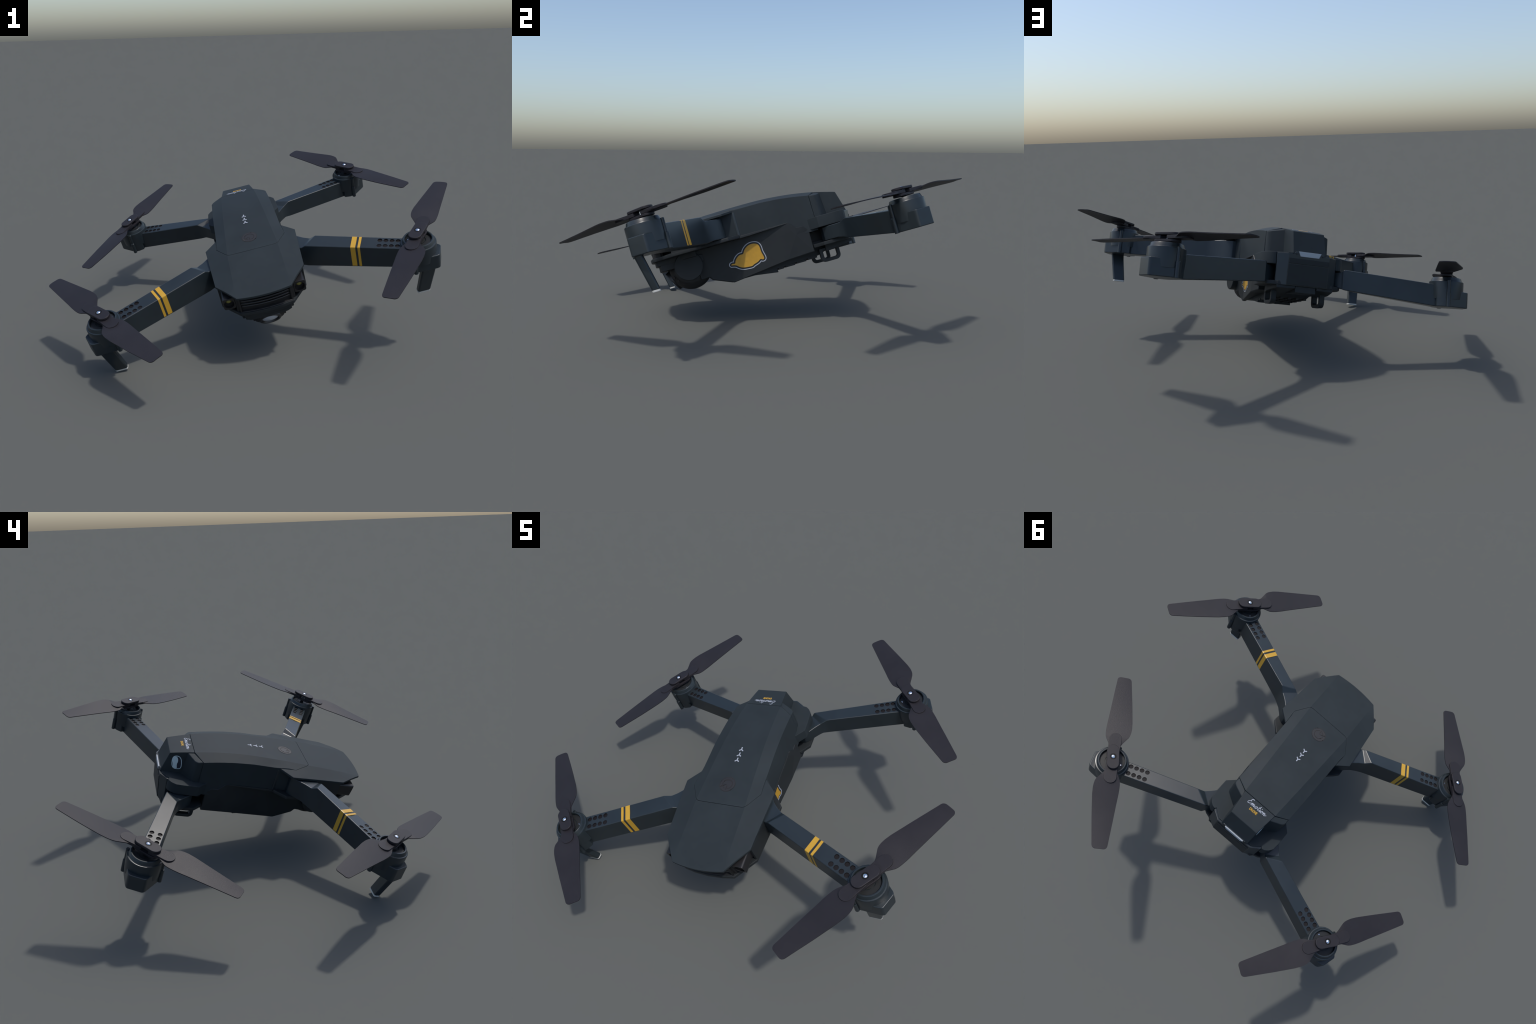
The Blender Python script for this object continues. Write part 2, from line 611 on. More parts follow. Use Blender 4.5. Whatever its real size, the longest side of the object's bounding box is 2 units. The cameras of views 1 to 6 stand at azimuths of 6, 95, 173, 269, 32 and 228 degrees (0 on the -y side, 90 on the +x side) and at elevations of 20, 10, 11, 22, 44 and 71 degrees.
PANEL = {  # right flank: corner points of its flat facets
    "T0": (0.112, -0.400, -0.096), "T1": (0.130, -0.130, -0.096), "A": (0.1712, 0.112, -0.087), "B": (0.1702, 0.146, -0.122),
    "C": (0.1695, 0.182, -0.124), "D": (0.1660, 0.209, -0.151), "RB": (0.162, 0.208, -0.268), "CB": (0.153, 0.057, -0.274),
    "K": (0.106, -0.228, -0.308), "FB1": (0.100, -0.329, -0.266), "FB2": (0.099, -0.344, -0.247), "FB3": (0.099, -0.388, -0.249),
    "Q": (0.1235, -0.144, -0.171), "W": (0.1690, 0.095, -0.100), "S": (0.1690, 0.136, -0.159)}


def side_panel():
    names = list(PANEL)
    ix = {k: i for i, k in enumerate(names)}
    V = [PANEL[k] for k in names]
    F = [[ix[k] for k in f.split()] for f in (
        "T0 T1 Q", "T0 Q K", "T0 K FB1 FB2 FB3", "T1 A W Q", "A B S W", "B C S", "C D S", "D RB S", "S RB CB", "W S CB Q", "Q CB K")]
    rim = "T0 T1 A B C D RB CB K FB1 FB2 FB3".split()
    base = len(V)
    V += [(0.085, PANEL[k][1], PANEL[k][2]) for k in rim]
    n = len(rim)
    for i in range(n):
        j = (i + 1) % n
        F.append([ix[rim[i]], ix[rim[j]], base + j, base + i])
    F.append([base + i for i in range(n)])
    me = finish(new_mesh("flank_panel", V, F, M_BODY), 0.0030, 1, angle=40)
    me.set_sharp_from_angle(angle=math.radians(2))
    return me


panel_me = side_panel()
panel_r = part("flank_panel", panel_me, wn=False)
panel_l = part("flank_panel", mirrored(panel_me), wn=False)
_bm = bmesh.new()
_bm.from_mesh(panel_me)
PANEL_TREE = BVHTree.FromBMesh(_bm)
_bm.free()


def panel_x(y, z):
    hit = PANEL_TREE.ray_cast(Vector((1, y, z)), Vector((-1, 0, 0)))
    return hit[0].x if hit[0] else 0.15


# narrow ledge above the flank, carrying the battery edge
for sx in (1, -1):
    me = prism("frame_ledge", [(0.11, -0.15), (0.1712, -0.148), (0.1712, 0.106), (0.11, 0.106)], lambda x, y: lerp(-0.101, -0.092, (y + 0.15) / 0.256), -0.0868, M_BODY, 0.002)
    part("frame_ledge", me if sx > 0 else mirrored(me))

# round cap on each flank
for sx in (1, -1):
    d = lathe_data([(0, 0.1300), (0.0705, 0.1300), (0.0735, 0.1270), (0.0735, 0.09), (0, 0.09)], 64)
    me = finish(new_mesh("round_cap", *tf(d, axis_matrix((0, -0.432, -0.163), (sx, 0, 0))), M_BODY))
    part("round_cap", me, panel_r if sx > 0 else panel_l)

# chin between tray and camera
CHIN = [(0.0, -0.600), (0.09, -0.594), (0.115, -0.586), (0.116, -0.50), (0.148, -0.41), (0.148, -0.38)]
part("chin", prism("chin", both(CHIN), -0.125, -0.098, M_BODY, 0.003))
part("chin", prism("chin", both([(0.0, -0.585), (0.09, -0.580), (0.114, -0.568), (0.115, -0.50), (0.117, -0.41), (0.117, -0.35)]), -0.156, -0.120, M_BODY, 0.004))


# belly
def belly():
    prof = [(-0.335, -0.262), (-0.228, -0.302), (-0.115, -0.302), (0.007, -0.320), (0.007, -0.301), (0.235, -0.292), (0.30, -0.270), (0.40, -0.262), (0.40, -0.22), (-0.335, -0.20)]
    n = len(prof)
    V = [(0.092, y, z) for y, z in prof] + [(-0.092, y, z) for y, z in prof]
    F = [list(range(n)), list(range(n, 2 * n))[::-1]] + [[i, (i + 1) % n, n + (i + 1) % n, n + i] for i in range(n)]
    return finish(new_mesh("belly", V, F, M_BODY), 0.002, 1)


belly_ob = part("belly", belly())
ribs = []
for y0, y1 in ((0.014, 0.040), (0.053, 0.103), (0.114, 0.165), (0.176, 0.226)):
    for x in (-0.084, -0.042, 0.0, 0.042, 0.084):
        ribs.append(box_data(x - 0.007, x + 0.007, y0, y1, lerp(-0.3085, -0.299, (y0 - 0.014) / 0.21), -0.285))
rib = part("vent_rib", finish(new_mesh("vent_rib", *join_data(ribs), M_DARK)), belly_ob)
rib["kind"] = "stuff"
# feet of the rear bulkhead
for sx in (1, -1):
    o = [(0.054, 0.30), (0.150, 0.27), (0.160, 0.33), (0.142, 0.418), (0.054, 0.428)]
    me = prism("support_pad", o, lambda x, y: lerp(-0.284, -0.264, (y - 0.27) / 0.15), -0.245, M_BODY, 0.003)
    part("support_pad", me if sx > 0 else mirrored(me))
part("support_block", finish(new_mesh("support_block", *box_data(-0.052, 0.052, 0.30, 0.424, -0.281, -0.24), M_BODY), 0.003))


# strap loops: D-shaped eyes below the rear
def strap_loop():
    outer, inner = [], []
    for (y, z, r) in ((0.236, -0.262, 0.0), (0.342, -0.262, 0.0), (0.342, -0.336, 0.030), (0.236, -0.336, 0.030)):
        pass
    def dshape(y0, y1, z0, z1, r):
        pts = [(y0, z1), (y1, z1)]
        for a in range(0, 91, 15):
            pts.append((y1 - r + r * math.cos(math.radians(a)), z0 + r - r * math.sin(math.radians(a))))
        for a in range(90, 181, 15):
            pts.append((y0 + r + r * math.cos(math.radians(a)), z0 + r - r * math.sin(math.radians(a))))
        return pts
    o = dshape(0.236, 0.342, -0.336, -0.262, 0.026)
    i_ = dshape(0.254, 0.325, -0.318, -0.276, 0.010)
    n = len(o)
    V = []
    for x in (0.112, 0.139):
        V += [(x, y, z) for y, z in o] + [(x, y, z) for y, z in i_]
    F = []
    for k in range(n):
        j = (k + 1) % n
        F.append([k, j, n + j, n + k])
        F.append([2 * n + k, 3 * n + k, 3 * n + j, 2 * n + j])
        F.append([k, 2 * n + k, 2 * n + j, j])
        F.append([n + k, n + j, 3 * n + j, 3 * n + k])
    return finish(new_mesh("strap_loop", V, F, M_BODY), 0.003, 2, angle=50)


loop_me = strap_loop()
part("strap_loop", loop_me)
part("strap_loop", mirrored(loop_me))

# ----------------------------------------------------------------------------
# nose: side walls, lamp pods, louvred grille
# ----------------------------------------------------------------------------
for sx in (1, -1):
    v, f = prism_data([(0.196, -0.497), (0.2085, -0.497), (0.2205, -0.345), (0.196, -0.345)], -0.092, lambda x, y: edge_z(y) - 0.006)
    me = finish(new_mesh("nose_wall", v, f, M_BODY), 0.002, 2)
    part("nose_wall", me if sx > 0 else mirrored(me))
    # frame post behind the hinge recess
    v, f = prism_data([(0.120, -0.190), (0.168, -0.156), (0.1705, -0.148), (0.1705, -0.140), (0.120, -0.135)], -0.09, 0.036)
    me = finish(new_mesh("hinge_post", v, f, M_ARM), 0.002, 2)
    part("hinge_post", me if sx > 0 else mirrored(me))


def lamp_pod():
    """Rounded square tube with a round bore, facing forward."""
    cx, cz, n = 0.169, -0.026, 48
    o, bore = [], []
    for i in range(n):
        a = TAU * (i + 0.5) / n
        c, s_ = math.cos(a), math.sin(a)
        k = (abs(c) ** 7 + abs(s_) ** 7) ** (-1 / 7)
        o.append((cx + 0.0285 * c * k, cz + 0.034 * s_ * k))
        bore.append((cx + 0.0235 * c, cz - 0.001 + 0.0255 * s_))
    def yf(x, z):
        return -0.582 - 0.004 * (z - cz) / 0.034
    V = [(x, -0.46, z) for x, z in o] + [(x, yf(x, z), z) for x, z in o] + [(x, yf(x, z), z) for x, z in bore] + [(x, -0.560, z) for x, z in bore]
    F = [list(range(n))[::-1], [3 * n + i for i in range(n)]]
    for a in range(3):
        for k in range(n):
            j = (k + 1) % n
            F.append([a * n + k, a * n + j, (a + 1) * n + j, (a + 1) * n + k])
    return finish(new_mesh("headlight", V, F, M_POD), 0.0015, 2, angle=50)


pod_me = lamp_pod()
for sx in (1, -1):
    pod = part("headlight", pod_me if sx > 0 else mirrored(pod_me))
    d = lathe_data([(0, 0.013), (0.008, 0.0115), (0.0135, 0.007), (0.0165, 0.0), (0, 0.0)], 24)
    part("led_lamp", finish(new_mesh("led_lamp", *tf(d, axis_matrix((sx * 0.169, -0.560, -0.0185), (0, -1, -0.15))), M_LED)), pod)


def bowed_bar(x1, y_c, bow, z0, z1, dy, n=12):
    V, F = [], []
    for i in range(n + 1):
        x = lerp(-x1, x1, i / n)
        y = y_c - bow * (1 - (x / x1) ** 2)
        V += [(x, y, z0), (x, y, z1), (x, y + dy, z1 + 0.004), (x, y + dy, z0 + 0.004)]
    for i in range(n):
        for k in range(4):
            F.append([i * 4 + k, i * 4 + (k + 1) % 4, (i + 1) * 4 + (k + 1) % 4, (i + 1) * 4 + k])
    F += [[0, 1, 2, 3], [4 * n + k for k in (3, 2, 1, 0)]]
    return V, F


grille = part("grille", finish(new_mesh("grille", *join_data([
    bowed_bar(0.140, -0.582, 0.014, -0.085, 0.028, 0.03), bowed_bar(0.126, -0.596, 0.013, -0.085, -0.0785, 0.03),  # second bar: near-black plate over the tray, modelled shade behind the louvers
    box_data(0.118, 0.127, -0.596, -0.54, -0.085, 0.030), box_data(-0.127, -0.118, -0.596, -0.54, -0.085, 0.030)]), M_DARK), 0.0015, 1))
for z in (-0.0275, -0.0430, -0.0575):
    part("louver", finish(new_mesh("louver", *bowed_bar(0.118, -0.590, 0.015, z, z + 0.0075, 0.020), M_POD), 0.0015, 1), grille)

# ----------------------------------------------------------------------------
# camera under the chin
# ----------------------------------------------------------------------------
CAM_C = (0.0, -0.425, -0.172)
d = lathe_data([(0, 0.090), (0.072, 0.090), (0.088, 0.083), (0.102, 0.070), (0.1095, 0.056), (0.111, 0.045), (0.111, -0.045), (0.1095, -0.056), (0.102, -0.070), (0.088, -0.083), (0.072, -0.090), (0, -0.090)], 64)
cam = part("camera", finish(new_mesh("camera", *tf(d, axis_matrix(CAM_C, (1, 0, 0))), M_DARK)))
LENS_DIR = Vector((0, -0.866, -0.5))
lens_c = Vector((0, -0.532, -0.2165))
barrel = lathe_data([(0, -0.06), (0.058, -0.06), (0.056, 0.0), (0.053, 0.004), (0.045, 0.004), (0.041, -0.005), (0, -0.005)], 48)
part("lens_barrel", finish(new_mesh("lens_barrel", *tf(barrel, axis_matrix(lens_c, LENS_DIR, (1, 0, 0))), M_POD)), cam)
glass = lathe_data([(0, 0.003), (0.02, 0.002), (0.034, -0.0005), (0.041, -0.0045), (0, -0.006)], 40)
part("lens_glass", finish(new_mesh("lens_glass", *tf(glass, axis_matrix(lens_c, LENS_DIR, (1, 0, 0))), M_GLASS)), cam)
for y, z in ((-0.521, -0.200), (-0.505, -0.223), (-0.482, -0.241), (-0.453, -0.254)):
    for sx in (1, -1):
        d = lathe_data([(0, 0.0015), (0.0062, 0.0015), (0.0062, -0.003), (0, -0.003)], 16)
        part("camera_vent", finish(new_mesh("camera_vent", *tf(d, axis_matrix((sx * lerp(0.083, 0.074, (y + 0.521) / 0.068), y, z), (sx, (y + 0.425) * 4, (z + 0.172) * 4))), M_SEAM)), cam)


# ----------------------------------------------------------------------------
# stickers: plain stand-ins with the same size and colours
# ----------------------------------------------------------------------------
def smooth_loop(pts, rounds=2):
    """Chaikin corner cutting of a closed control polygon."""
    for _ in range(rounds):
        nxt = []
        for p, q in zip(pts, pts[1:] + pts[:1]):
            nxt += [(lerp(p[0], q[0], 0.25), lerp(p[1], q[1], 0.25)), (lerp(p[0], q[0], 0.75), lerp(p[1], q[1], 0.75))]
        pts = nxt
    return pts


def offset_loop(pts, d):
    n = len(pts)
    area = sum(pts[i][0] * pts[(i + 1) % n][1] - pts[(i + 1) % n][0] * pts[i][1] for i in range(n))
    sgn = 1 if area > 0 else -1
    res = []
    for i in range(n):
        a, b = Vector(pts[i - 2]), Vector(pts[(i + 2) % n])
        t = (b - a).normalized()
        res.append((pts[i][0] + sgn * t.y * d, pts[i][1] - sgn * t.x * d))
    return res


def sticker(name, outline, surf, off, mat, thick=0.003, side=1, hole=None):
    """Thin foil on a wall; outline in (y, z), surf(y, z) gives |x| of the wall.
    With hole (same point count) it becomes a band."""
    n = len(outline)
    bm = bmesh.new()
    if hole:
        o = [bm.verts.new((0, y, z)) for y, z in outline]
        h = [bm.verts.new((0, y, z)) for y, z in hole]
        for i in range(n):
            j = (i + 1) % n
            bm.faces.new((o[i], o[j], h[j], h[i]))
    else:
        bm.faces.new([bm.verts.new((0, y, z)) for y, z in outline])
        bmesh.ops.triangulate(bm, faces=bm.faces[:])
        bmesh.ops.subdivide_edges(bm, edges=bm.edges[:], cuts=2, use_grid_fill=True)
    ext = bmesh.ops.extrude_face_region(bm, geom=bm.faces[:])
    up = {g for g in ext["geom"] if isinstance(g, bmesh.types.BMVert)}
    for v in bm.verts:
        v.co.x = side * (surf(v.co.y, v.co.z) + (off if v in up else off - thick))
    bmesh.ops.recalc_face_normals(bm, faces=bm.faces)
    me = bpy.data.meshes.new(name)
    bm.to_mesh(me)
    bm.free()
    me.materials.append(mat)
    return me


BLOB = smooth_loop([(-0.225, -0.219), (-0.216, -0.212), (-0.200, -0.217), (-0.195, -0.200), (-0.181, -0.186), (-0.166, -0.178), (-0.147, -0.180),
                    (-0.140, -0.163), (-0.123, -0.148), (-0.105, -0.141), (-0.085, -0.141), (-0.066, -0.148), (-0.058, -0.164), (-0.058, -0.192),
                    (-0.050, -0.221), (-0.051, -0.231), (-0.059, -0.234), (-0.070, -0.226), (-0.084, -0.238), (-0.110, -0.245), (-0.118, -0.251),
                    (-0.138, -0.250), (-0.166, -0.247), (-0.183, -0.238), (-0.196, -0.226), (-0.209, -0.221)])
part("sticker_border", sticker("sticker_border", offset_loop(BLOB, 0.0120), panel_x, 0.0010, M_WHITE, hole=offset_loop(BLOB, 0.0078)), panel_r, wn=False)
part("sticker", sticker("sticker", BLOB, panel_x, 0.0012, M_STICKER), panel_r, wn=False)


def hump_x(y, z):
    y0 = y
    for _ in range(12):
        k = max(0.0, min(1.0, (z + 0.10) / (ridge_z(y0) + 0.10)))
        yb = lerp(y0, 0.448, (y0 - 0.34) / 0.077) if y0 > 0.34 else y0
        y0 = 0.5 * y0 + 0.5 * (y - (yb - y0) * (1 - k))
    base = lerp(0.096, 0.083, (y0 - 0.296) / 0.121)
    return lerp(base, ridge_x(y0), k)


RIM = smooth_loop([(0.401, -0.022), (0.395, -0.005), (0.379, 0.001), (0.364, -0.002), (0.352, -0.016), (0.346, -0.043), (0.345, -0.066), (0.354, -0.075), (0.384, -0.077), (0.398, -0.056)])
BELLY = smooth_loop([(0.396, -0.034), (0.400, -0.021), (0.394, -0.010), (0.381, -0.004), (0.372, -0.012), (0.367, -0.034), (0.374, -0.051), (0.364, -0.071), (0.387, -0.074), (0.390, -0.055)])
part("sticker_border", sticker("sticker_border", RIM, hump_x, 0.0009, M_PALE, side=-1, hole=offset_loop(RIM, -0.0035)), tail, wn=False)
part("sticker", sticker("sticker", offset_loop(RIM, -0.0035), hump_x, 0.0009, M_NAVY, side=-1), tail, wn=False)
part("sticker_print", sticker("sticker_print", BELLY, hump_x, 0.0016, M_PALE, side=-1), tail, wn=False)


# ----------------------------------------------------------------------------
# arms, motors, legs
# ----------------------------------------------------------------------------
class Arm:
    """Arm frame: u runs outwards to the motor, n to the back, hub at origin."""

    def __init__(self, hub, ang):
        self.hub = Vector(hub)
        self.u = Vector((math.cos(ang), math.sin(ang)))
        self.n = Vector((-self.u.y, self.u.x))

    def xy(self, du, dn):
        p = self.hub.xy + self.u * du + self.n * dn
        return (p.x, p.y)

    def un(self, x, y):
        d = Vector((x, y)) - self.hub.xy
        return d.dot(self.u), d.dot(self.n)


FRONT = Arm((0.750, -0.555, 0.0985), math.atan2(-0.414, 0.910))
REAR = Arm((0.686, 0.555, -0.0985), math.atan2(0.345, 0.939))


def hole_cutter(arm, zc, fall):
    parts = []
    for i in range(4):
        for s in (-1, 1):
            x, y = arm.xy(-0.1785 + 0.0283 * i, s * 0.0198)
            parts.append(prism_data(circle(x, y, 0.0115, 20), zc - fall * i - 0.0045, zc + 0.02))
    return new_mesh("cut", *join_data(parts), M_PIT)


def hexa(quad_t, quad_b):
    """Solid from a top and a bottom polygon with equal point counts."""
    n = len(quad_t)
    V = list(quad_b) + list(quad_t)
    F = [list(range(n))[::-1], list(range(n, 2 * n))] + [[i, (i + 1) % n, n + (i + 1) % n, n + i] for i in range(n)]
    return V, F


def arm_mesh(front_link, sf, ef, mf, mb, eb, sb, back_link, cutter):
    """One solid: hinge link, sloping elbow and straight beam.  Every point is
    (x, y, z_bottom, z_top); front_link runs outwards, back_link inwards."""
    ring = list(front_link) + [sf, ef, mf, mb, eb, sb] + list(back_link)
    n, k = len(ring), len(front_link)
    V = [(p[0], p[1], p[2]) for p in ring] + [(p[0], p[1], p[3]) for p in ring]
    F = [[i, (i + 1) % n, n + (i + 1) % n, n + i] for i in range(n)]
    link = list(range(0, k + 1)) + list(range(k + 5, n))
    for base in (0, n):
        F.append([base + a for a in (k + 1, k + 2, k + 3, k + 4)])
        F.append([base + a for a in (k, k + 1, k + 4, k + 5)])
        F.append([base + a for a in link])
    return finish(new_mesh("arm", V, F, M_ARM), 0.0040, 3, cutters=[cutter], angle=24)


def front_arm():
    A = FRONT
    zb, zl, zt = -0.0900, -0.0820, 0.0228
    return arm_mesh([(0.150, -0.335, zl, zt), (0.205, -0.350, zl, zt)],
                    (0.234, -0.3585, -0.086, 0.0225), (0.250, -0.3645, zb, 0.0330),
                    (*A.xy(-0.045, -0.0405), zb, 0.0195), (*A.xy(-0.045, 0.0405), zb, 0.0210),
                    (0.317, -0.3145, zb, 0.0440), (0.291, -0.2965, -0.086, 0.0225),
                    [(0.262, -0.2745, zl, zt - 0.001), (0.235, -0.247, zl, zt - 0.001), (0.218, -0.226, zl, zt - 0.001), (0.195, -0.212, zl, zt - 0.001), (0.150, -0.210, zl, zt - 0.001)],
                    hole_cutter(A, 0.0255, 0.0013))


def rear_arm():
    A = REAR
    zl, zt = -0.2295, -0.1585
    return arm_mesh([(0.130, 0.270, zl, zt), (0.178, 0.274, zl, zt), (0.207, 0.300, zl, zt), (0.229, 0.328, zl, zt)],
                    (0.252, 0.3530, -0.236, -0.1580), (0.284, 0.371, -0.2465, -0.1455),
                    (*A.xy(-0.045, -0.0405), -0.2885, -0.1835), (*A.xy(-0.045, 0.0405), -0.2885, -0.1825),
                    (0.199, 0.4145, -0.2435, -0.1455), (0.190, 0.402, -0.238, -0.1580),
                    [(0.168, 0.384, zl, zt), (0.125, 0.350, zl, zt)], hole_cutter(A, -0.1705, 0.0029))


def merge(name, meshes):
    bm = bmesh.new()
    mats = []
    for me in meshes:
        remap = []
        for m in me.materials:
            if m not in mats:
                mats.append(m)
            remap.append(mats.index(m))
        t = bmesh.new()
        t.from_mesh(me)
        for fc in t.faces:
            fc.material_index = remap[fc.material_index] if remap else 0
        tm = bpy.data.meshes.new("t")
        t.to_mesh(tm)
        t.free()
        bm.from_mesh(tm)
    res = bpy.data.meshes.new(name)
    bm.to_mesh(res)
    bm.free()
    for m in mats:
        res.materials.append(m)
    for p in res.polygons:
        p.use_smooth = True
    res.set_sharp_from_angle(angle=math.radians(35))
    return res


def stripe(A, s0, s1, z0, z1):
    """Painted band wrapped round the beam, a hair proud of it."""
    e = 0.0006
    def edge(du, side):
        if side < 0:
            p = Vector((0.250, -0.3645)); q = Vector(A.xy(-0.045, -0.0405))
        else:
            p = Vector((0.317, -0.3145)); q = Vector(A.xy(-0.045, 0.0405))
        a, b = A.un(*p), A.un(*q)
        t = (du - a[0]) / (b[0] - a[0])
        pz = lerp(0.033, 0.0195, t) if side < 0 else lerp(0.044, 0.021, t)
        return lerp(a[1], b[1], t), pz
    V = []
    for du in (s0, s1):
        nf, zf = edge(du, -1)
        nb, zk = edge(du, 1)
        c = 0.0042
        sec = [(nf - e, -0.0885 + c), (nf - e, zf - c), (nf - e + c * 0.3, zf - c * 0.3 + e), (nf + c, zf + e), (nb - c, zk + e), (nb + e - c * 0.3, zk - c * 0.3 + e), (nb + e, zk - c), (nb + e, -0.0885 + c), (nb - c, -0.0885 - e), (nf + c, -0.0885 - e)]
        V += [(*A.xy(du, n_), z) for n_, z in sec]
    n = 10
    F = [[i, (i + 1) % n, n + (i + 1) % n, n + i] for i in range(n)] + [list(range(n)), list(range(n, 2 * n))[::-1]]
    return new_mesh("stripe", V, F, M_YELLOW)


def motor_housing(A):
    """Cup, ringed rim and wedge block; local frame: x = u, y = n, z = up, hub at 0."""
    cup = lathe_data([(0, -0.150), (0.0790, -0.150), (0.0815, -0.112), (0.0815, -0.068), (0.0795, -0.0645), (0.0745, -0.0635), (0.0735, -0.0615),
                      (0.0690, -0.0480), (0.0670, -0.0465), (0.0620, -0.0465), (0.0605, -0.0480), (0.0600, -0.0620), (0, -0.0620)], 64)
    blk_r = [(0.0, -0.0800), (0.084, -0.046), (0.094, -0.0395), (0.0975, -0.032)]
    blk = [(-0.058, -0.056), (-0.03, -0.0745)] + blk_r + [(x, -y) for x, y in blk_r][::-1] + [(-0.03, 0.0745), (-0.058, 0.056)]
    block = prism_data(blk, -0.189, -0.1125)
    tubes = []
    for s in (1, -1):
        tubes.append(prism_data(circle(-0.009, s * 0.0835, 0.0105, 16), -0.1905, -0.122))
        tubes.append(prism_data(circle(-0.009, s * 0.0815, 0.0085, 14), -0.15, -0.062))
    a = finish(new_mesh("cup", *cup, M_ARM), 0)
    b = finish(new_mesh("block", *block, M_ARM), 0.004, 3)
    c = finish(new_mesh("tubes", *join_data(tubes), M_ARM), 0.0015, 1)
    return merge("motor_housing", [a, b, c])


motor_me = motor_housing(FRONT)
motor_top = new_mesh("motor", *join_data([lathe_data([(0.0590, -0.0615), (0.0580, -0.0595), (0.0345, -0.0590), (0.0338, -0.0640), (0.0308, -0.0640), (0.0305, -0.0585), (0.0105, -0.0580), (0.0100, -0.0400), (0, -0.0400)], 48)]), M_MOTOR)
motor_top = finish(motor_top)
bolt_me = finish(new_mesh("bolt", *lathe_data([(0, 0.003), (0.003, 0.0025), (0.005, 0.0), (0, 0.0)], 16), M_STEEL))


def landing_leg():
    """Slightly raked flat strut with chamfered long edges."""
    def ring(x0, x1, y0, y1, z, c=0.006):
        return [(x0 + c, y0, z), (x1 - c, y0, z), (x1, y0 + c, z), (x1, y1 - c, z), (x1 - c, y1, z), (x0 + c, y1, z), (x0, y1 - c, z), (x0, y0 + c, z)]
    t, b = ring(0.739, 0.806, -0.6265, -0.592, -0.085), ring(0.7225, 0.7845, -0.594, -0.561, -0.238)
    f0, f1 = ring(0.7225, 0.7845, -0.594, -0.561, -0.2382), ring(0.7225, 0.7840, -0.593, -0.560, -0.2468)
    leg = finish(new_mesh("landing_leg", *hexa(t, b), M_ARM), 0.0012, 1)
    foot = finish(new_mesh("leg_foot", *hexa(f0, f1), M_FOOT), 0.0015, 2)
    return leg, foot


front_me, rear_me = front_arm(), rear_arm()
leg_me, foot_me = landing_leg()
stripe_a = stripe(FRONT, -0.312, -0.2885, 0, 0)
stripe_b = stripe(FRONT, -0.278, -0.2660, 0, 0)


def rotz(A, side):
    """Motor placement: housing x axis along the arm (mirrored for the left)."""
    u = A.u.copy()
    h = A.hub.copy()
    if side < 0:
        u.x, h.x = -u.x, -h.x
    ang = math.atan2(u.y, u.x)
    return Matrix.Translation(h) @ Matrix.Rotation(ang, 4, 'Z')


for A, me in ((FRONT, front_me), (REAR, rear_me)):
    for side in (1, -1):
        arm = part("arm", me if side > 0 else mirrored(me))
        R = rotz(A, side)
        mot = part("motor_housing", motor_me, None, R)
        part("motor", motor_top, mot, R)
        part("bolt", bolt_me, mot, R @ Matrix.Translation((-0.046, 0.004, -0.0592)))
        if A is FRONT:
            for sm in (stripe_a, stripe_b):
                s2 = sm if side > 0 else mirrored(sm)
                part("stripe", s2, arm)
            leg = part("landing_leg", leg_me if side > 0 else mirrored(leg_me))
            part("leg_foot", foot_me if side > 0 else mirrored(foot_me), leg)

# ----------------------------------------------------------------------------
# propellers
# ----------------------------------------------------------------------------
def oblong(L, W, n=12):
    r = W / 2
    pts = []
    for i in range(n + 1):
        a = -math.pi / 2 + math.pi * i / n
        pts.append((L / 2 - r + r * math.cos(a), r * math.sin(a)))
    for i in range(n + 1):
        a = math.pi / 2 + math.pi * i / n
        pts.append((-L / 2 + r + r * math.cos(a), r * math.sin(a)))
    return pts


T_PLUS = [(0.03, 0.027), (0.077, 0.031), (0.098, 0.0415), (0.112, 0.0475), (0.127, 0.0505), (0.150, 0.0515), (0.180, 0.0505), (0.221, 0.0475), (0.336, 0.0405), (0.4558, 0.0325)]
T_MINUS = [(0.03, 0.027), (0.070, 0.029), (0.084, 0.037), (0.118, 0.0620), (0.130, 0.0670), (0.145, 0.0700), (0.165, 0.0715), (0.198, 0.0700), (0.300, 0.0575), (0.4558, 0.0355)]


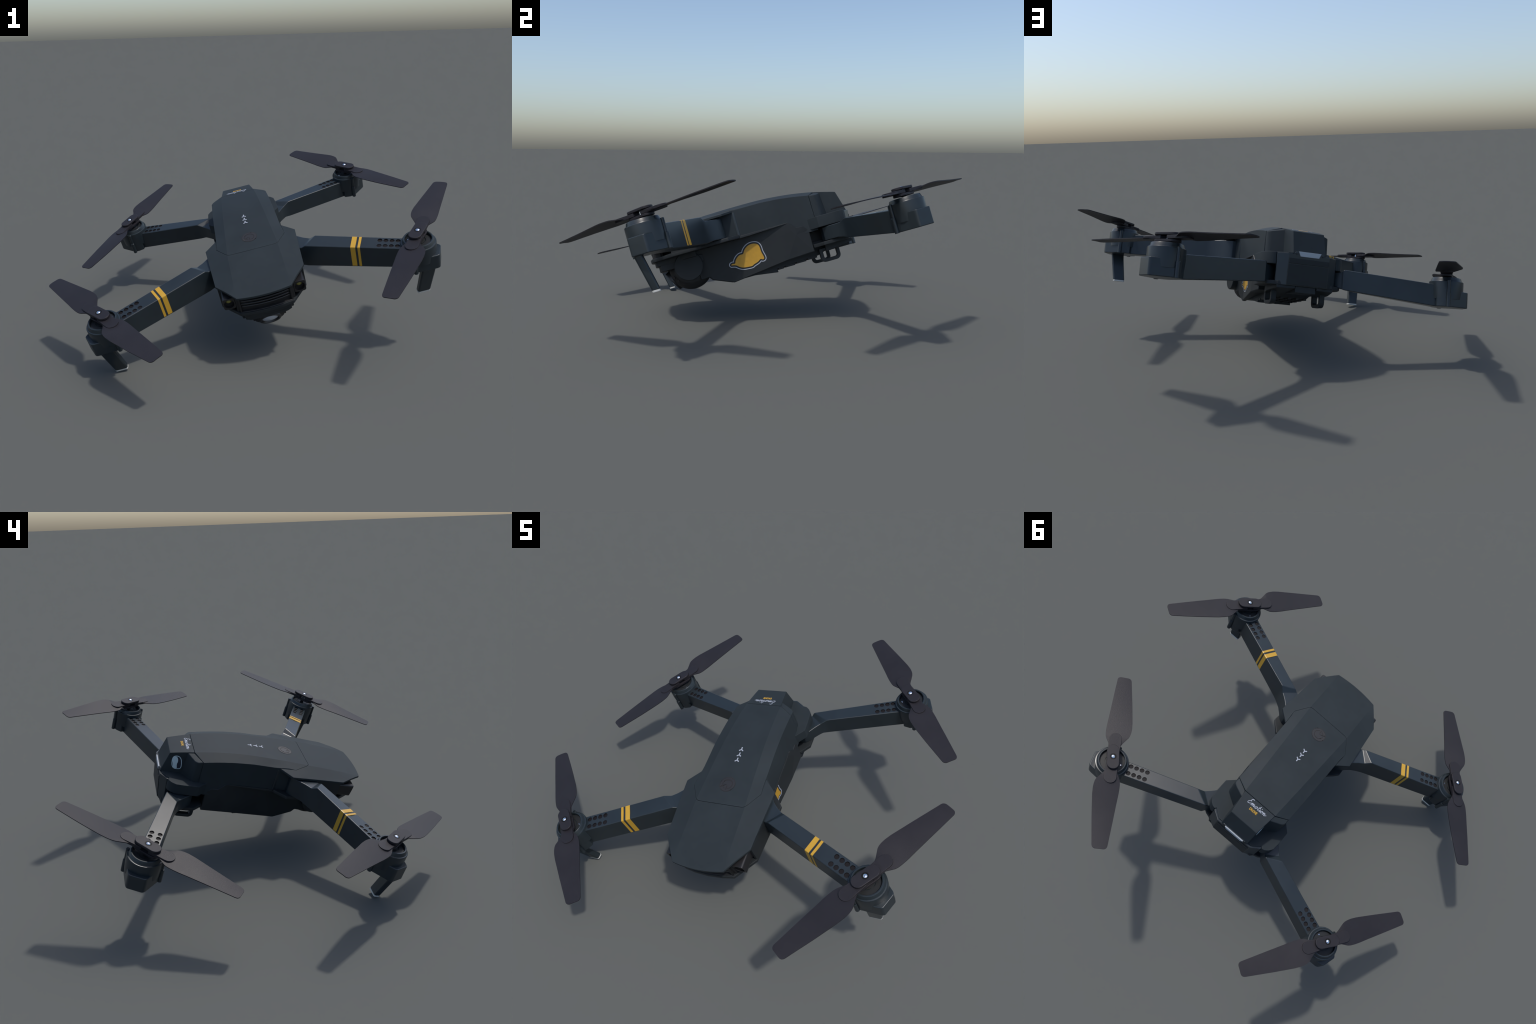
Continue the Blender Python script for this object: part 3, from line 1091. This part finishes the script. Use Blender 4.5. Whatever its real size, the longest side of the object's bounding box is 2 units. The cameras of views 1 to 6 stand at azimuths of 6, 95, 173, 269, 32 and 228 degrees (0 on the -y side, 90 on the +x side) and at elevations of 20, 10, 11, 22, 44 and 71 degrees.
def blade_mesh():
    """Twisted blade along +x (r); y is t; leading edge (-t) lifted near the root."""
    rs = [0.03, 0.055, 0.070, 0.077, 0.084, 0.091, 0.098, 0.105, 0.112, 0.118, 0.124, 0.130, 0.137, 0.145, 0.155, 0.165, 0.18, 0.198, 0.22, 0.25, 0.28, 0.31, 0.34, 0.37, 0.40, 0.425, 0.440, 0.446, 0.450, 0.4525, 0.4545, 0.4554, 0.4558]
    ks = [-1, -0.9, -0.75, -0.5, -0.25, 0, 0.25, 0.5, 0.75, 0.9, 1]
    R = 0.016
    V, F = [], []
    th = 0.0040
    for surf in (1, -1):
        for r in rs:
            tp, tm = piece(r, T_PLUS), piece(r, T_MINUS)
            if r > 0.4558 - R:
                d = r - (0.4558 - R)
                cut = R - math.sqrt(max(0, R * R - d * d))
                tp, tm = tp - cut, tm - cut
            for k in ks:
                t = lerp(-tm, tp, (k + 1) / 2)
                pitch = piece(r, [(0.06, 0.0), (0.115, 0.115), (0.18, 0.105), (0.30, 0.05), (0.46, 0.006)])
                camber = 0.0012 * (1 - k * k) * piece(r, [(0.1, 1.0), (0.46, 0.5)])
                z = piece(r, [(0.03, -0.021), (0.15, -0.0215), (0.46, -0.0240)]) - pitch * t + camber
                edge = 1.0
                V.append((r, t, z + surf * th / 2 * edge))
    nr, nk = len(rs), len(ks)
    N = nr * nk
    for i in range(nr - 1):
        for j in range(nk - 1):
            q = [i * nk + j, i * nk + j + 1, (i + 1) * nk + j + 1, (i + 1) * nk + j]
            F += [q, [a + N for a in q[::-1]]]
    loop = list(range(nk)) + [i * nk + nk - 1 for i in range(1, nr)] + [(nr - 1) * nk + j for j in range(nk - 2, -1, -1)] + [i * nk for i in range(nr - 2, 0, -1)]
    for a, b in zip(loop, loop[1:] + loop[:1]):
        F.append([a, b, b + N, a + N])
    return finish(new_mesh("blade", V, F, M_BLADE))


def holder_mesh():
    o = []
    W = 0.0600
    r = W / 2
    for i in range(13):
        a = -math.pi / 2 + math.pi * i / 12
        o.append((0.133 - r + r * math.cos(a), r * math.sin(a)))
    o += [(0.018, 0.027), (0.010, 0.0), (0.018, -0.027)]
    return prism("blade_holder", o, lambda x, y: -0.0285 - 0.0 * x, lambda x, y: -0.0135 - 0.03 * y * min(1, max(0, (x - 0.03) / 0.08)), M_BLADE, 0.0018, 2)


def hub_mesh():
    ca = math.radians(6.0)
    o = [(x * math.cos(ca) - y * math.sin(ca), x * math.sin(ca) + y * math.cos(ca)) for x, y in oblong(0.128, 0.0575, 16)]
    cap = finish(new_mesh("cap", *prism_data(o, -0.0118, 0.0), M_BLADE), 0.0026, 3)
    low = finish(new_mesh("low", *prism_data(o, -0.0405, -0.0295), M_BLADE), 0.0018, 2)
    return merge("propeller", [cap, low])


blade_me, holder_me, hub_me = blade_mesh(), holder_mesh(), hub_mesh()


def mirror_y(me):
    m2 = me.copy()
    bm = bmesh.new()
    bm.from_mesh(m2)
    for v in bm.verts:
        v.co.y = -v.co.y
    bmesh.ops.reverse_faces(bm, faces=bm.faces)
    bm.to_mesh(m2)
    bm.free()
    return m2


SETS = {1: (blade_me, holder_me, hub_me), -1: (mirror_y(blade_me), mirror_y(holder_me), mirror_y(hub_me))}
shaft_me = finish(new_mesh("shaft", *lathe_data([(0, -0.01), (0.007, -0.01), (0.007, -0.045), (0, -0.045)], 20), M_STEEL))
screw_me = finish(new_mesh("screw", *lathe_data([(0, 0.0042), (0.004, 0.0038), (0.0075, 0.0024), (0.0094, 0.0), (0, -0.001)], 24), M_STEEL))
well_me = finish(new_mesh("screw_well", *lathe_data([(0, 0.0004), (0.0155, 0.0004), (0.0155, -0.002), (0, -0.002)], 28), M_WELL))

for hub, er, ch in (((0.750, -0.555, 0.0985), (0.576, 0.817), -1), ((-0.686, 0.555, -0.0985), (0.576, 0.817), -1),
                    ((0.686, 0.555, -0.0985), (0.576, -0.817), 1), ((-0.750, -0.555, 0.0985), (0.576, -0.817), 1)):
    ang = math.atan2(er[1], er[0])
    base = Matrix.Translation(hub) @ Matrix.Rotation(ang, 4, 'Z')
    bl, ho, hb = SETS[ch]
    prop = part("propeller", hb, None, base)
    for turn in (0.0, math.pi):
        Mx = base @ Matrix.Rotation(turn, 4, 'Z')
        part("blade", bl, prop, Mx)
        part("blade_holder", ho, prop, Mx)
    part("shaft", shaft_me, prop, base)
    part("screw_well", well_me, prop, base)
    part("screw", screw_me, prop, base)
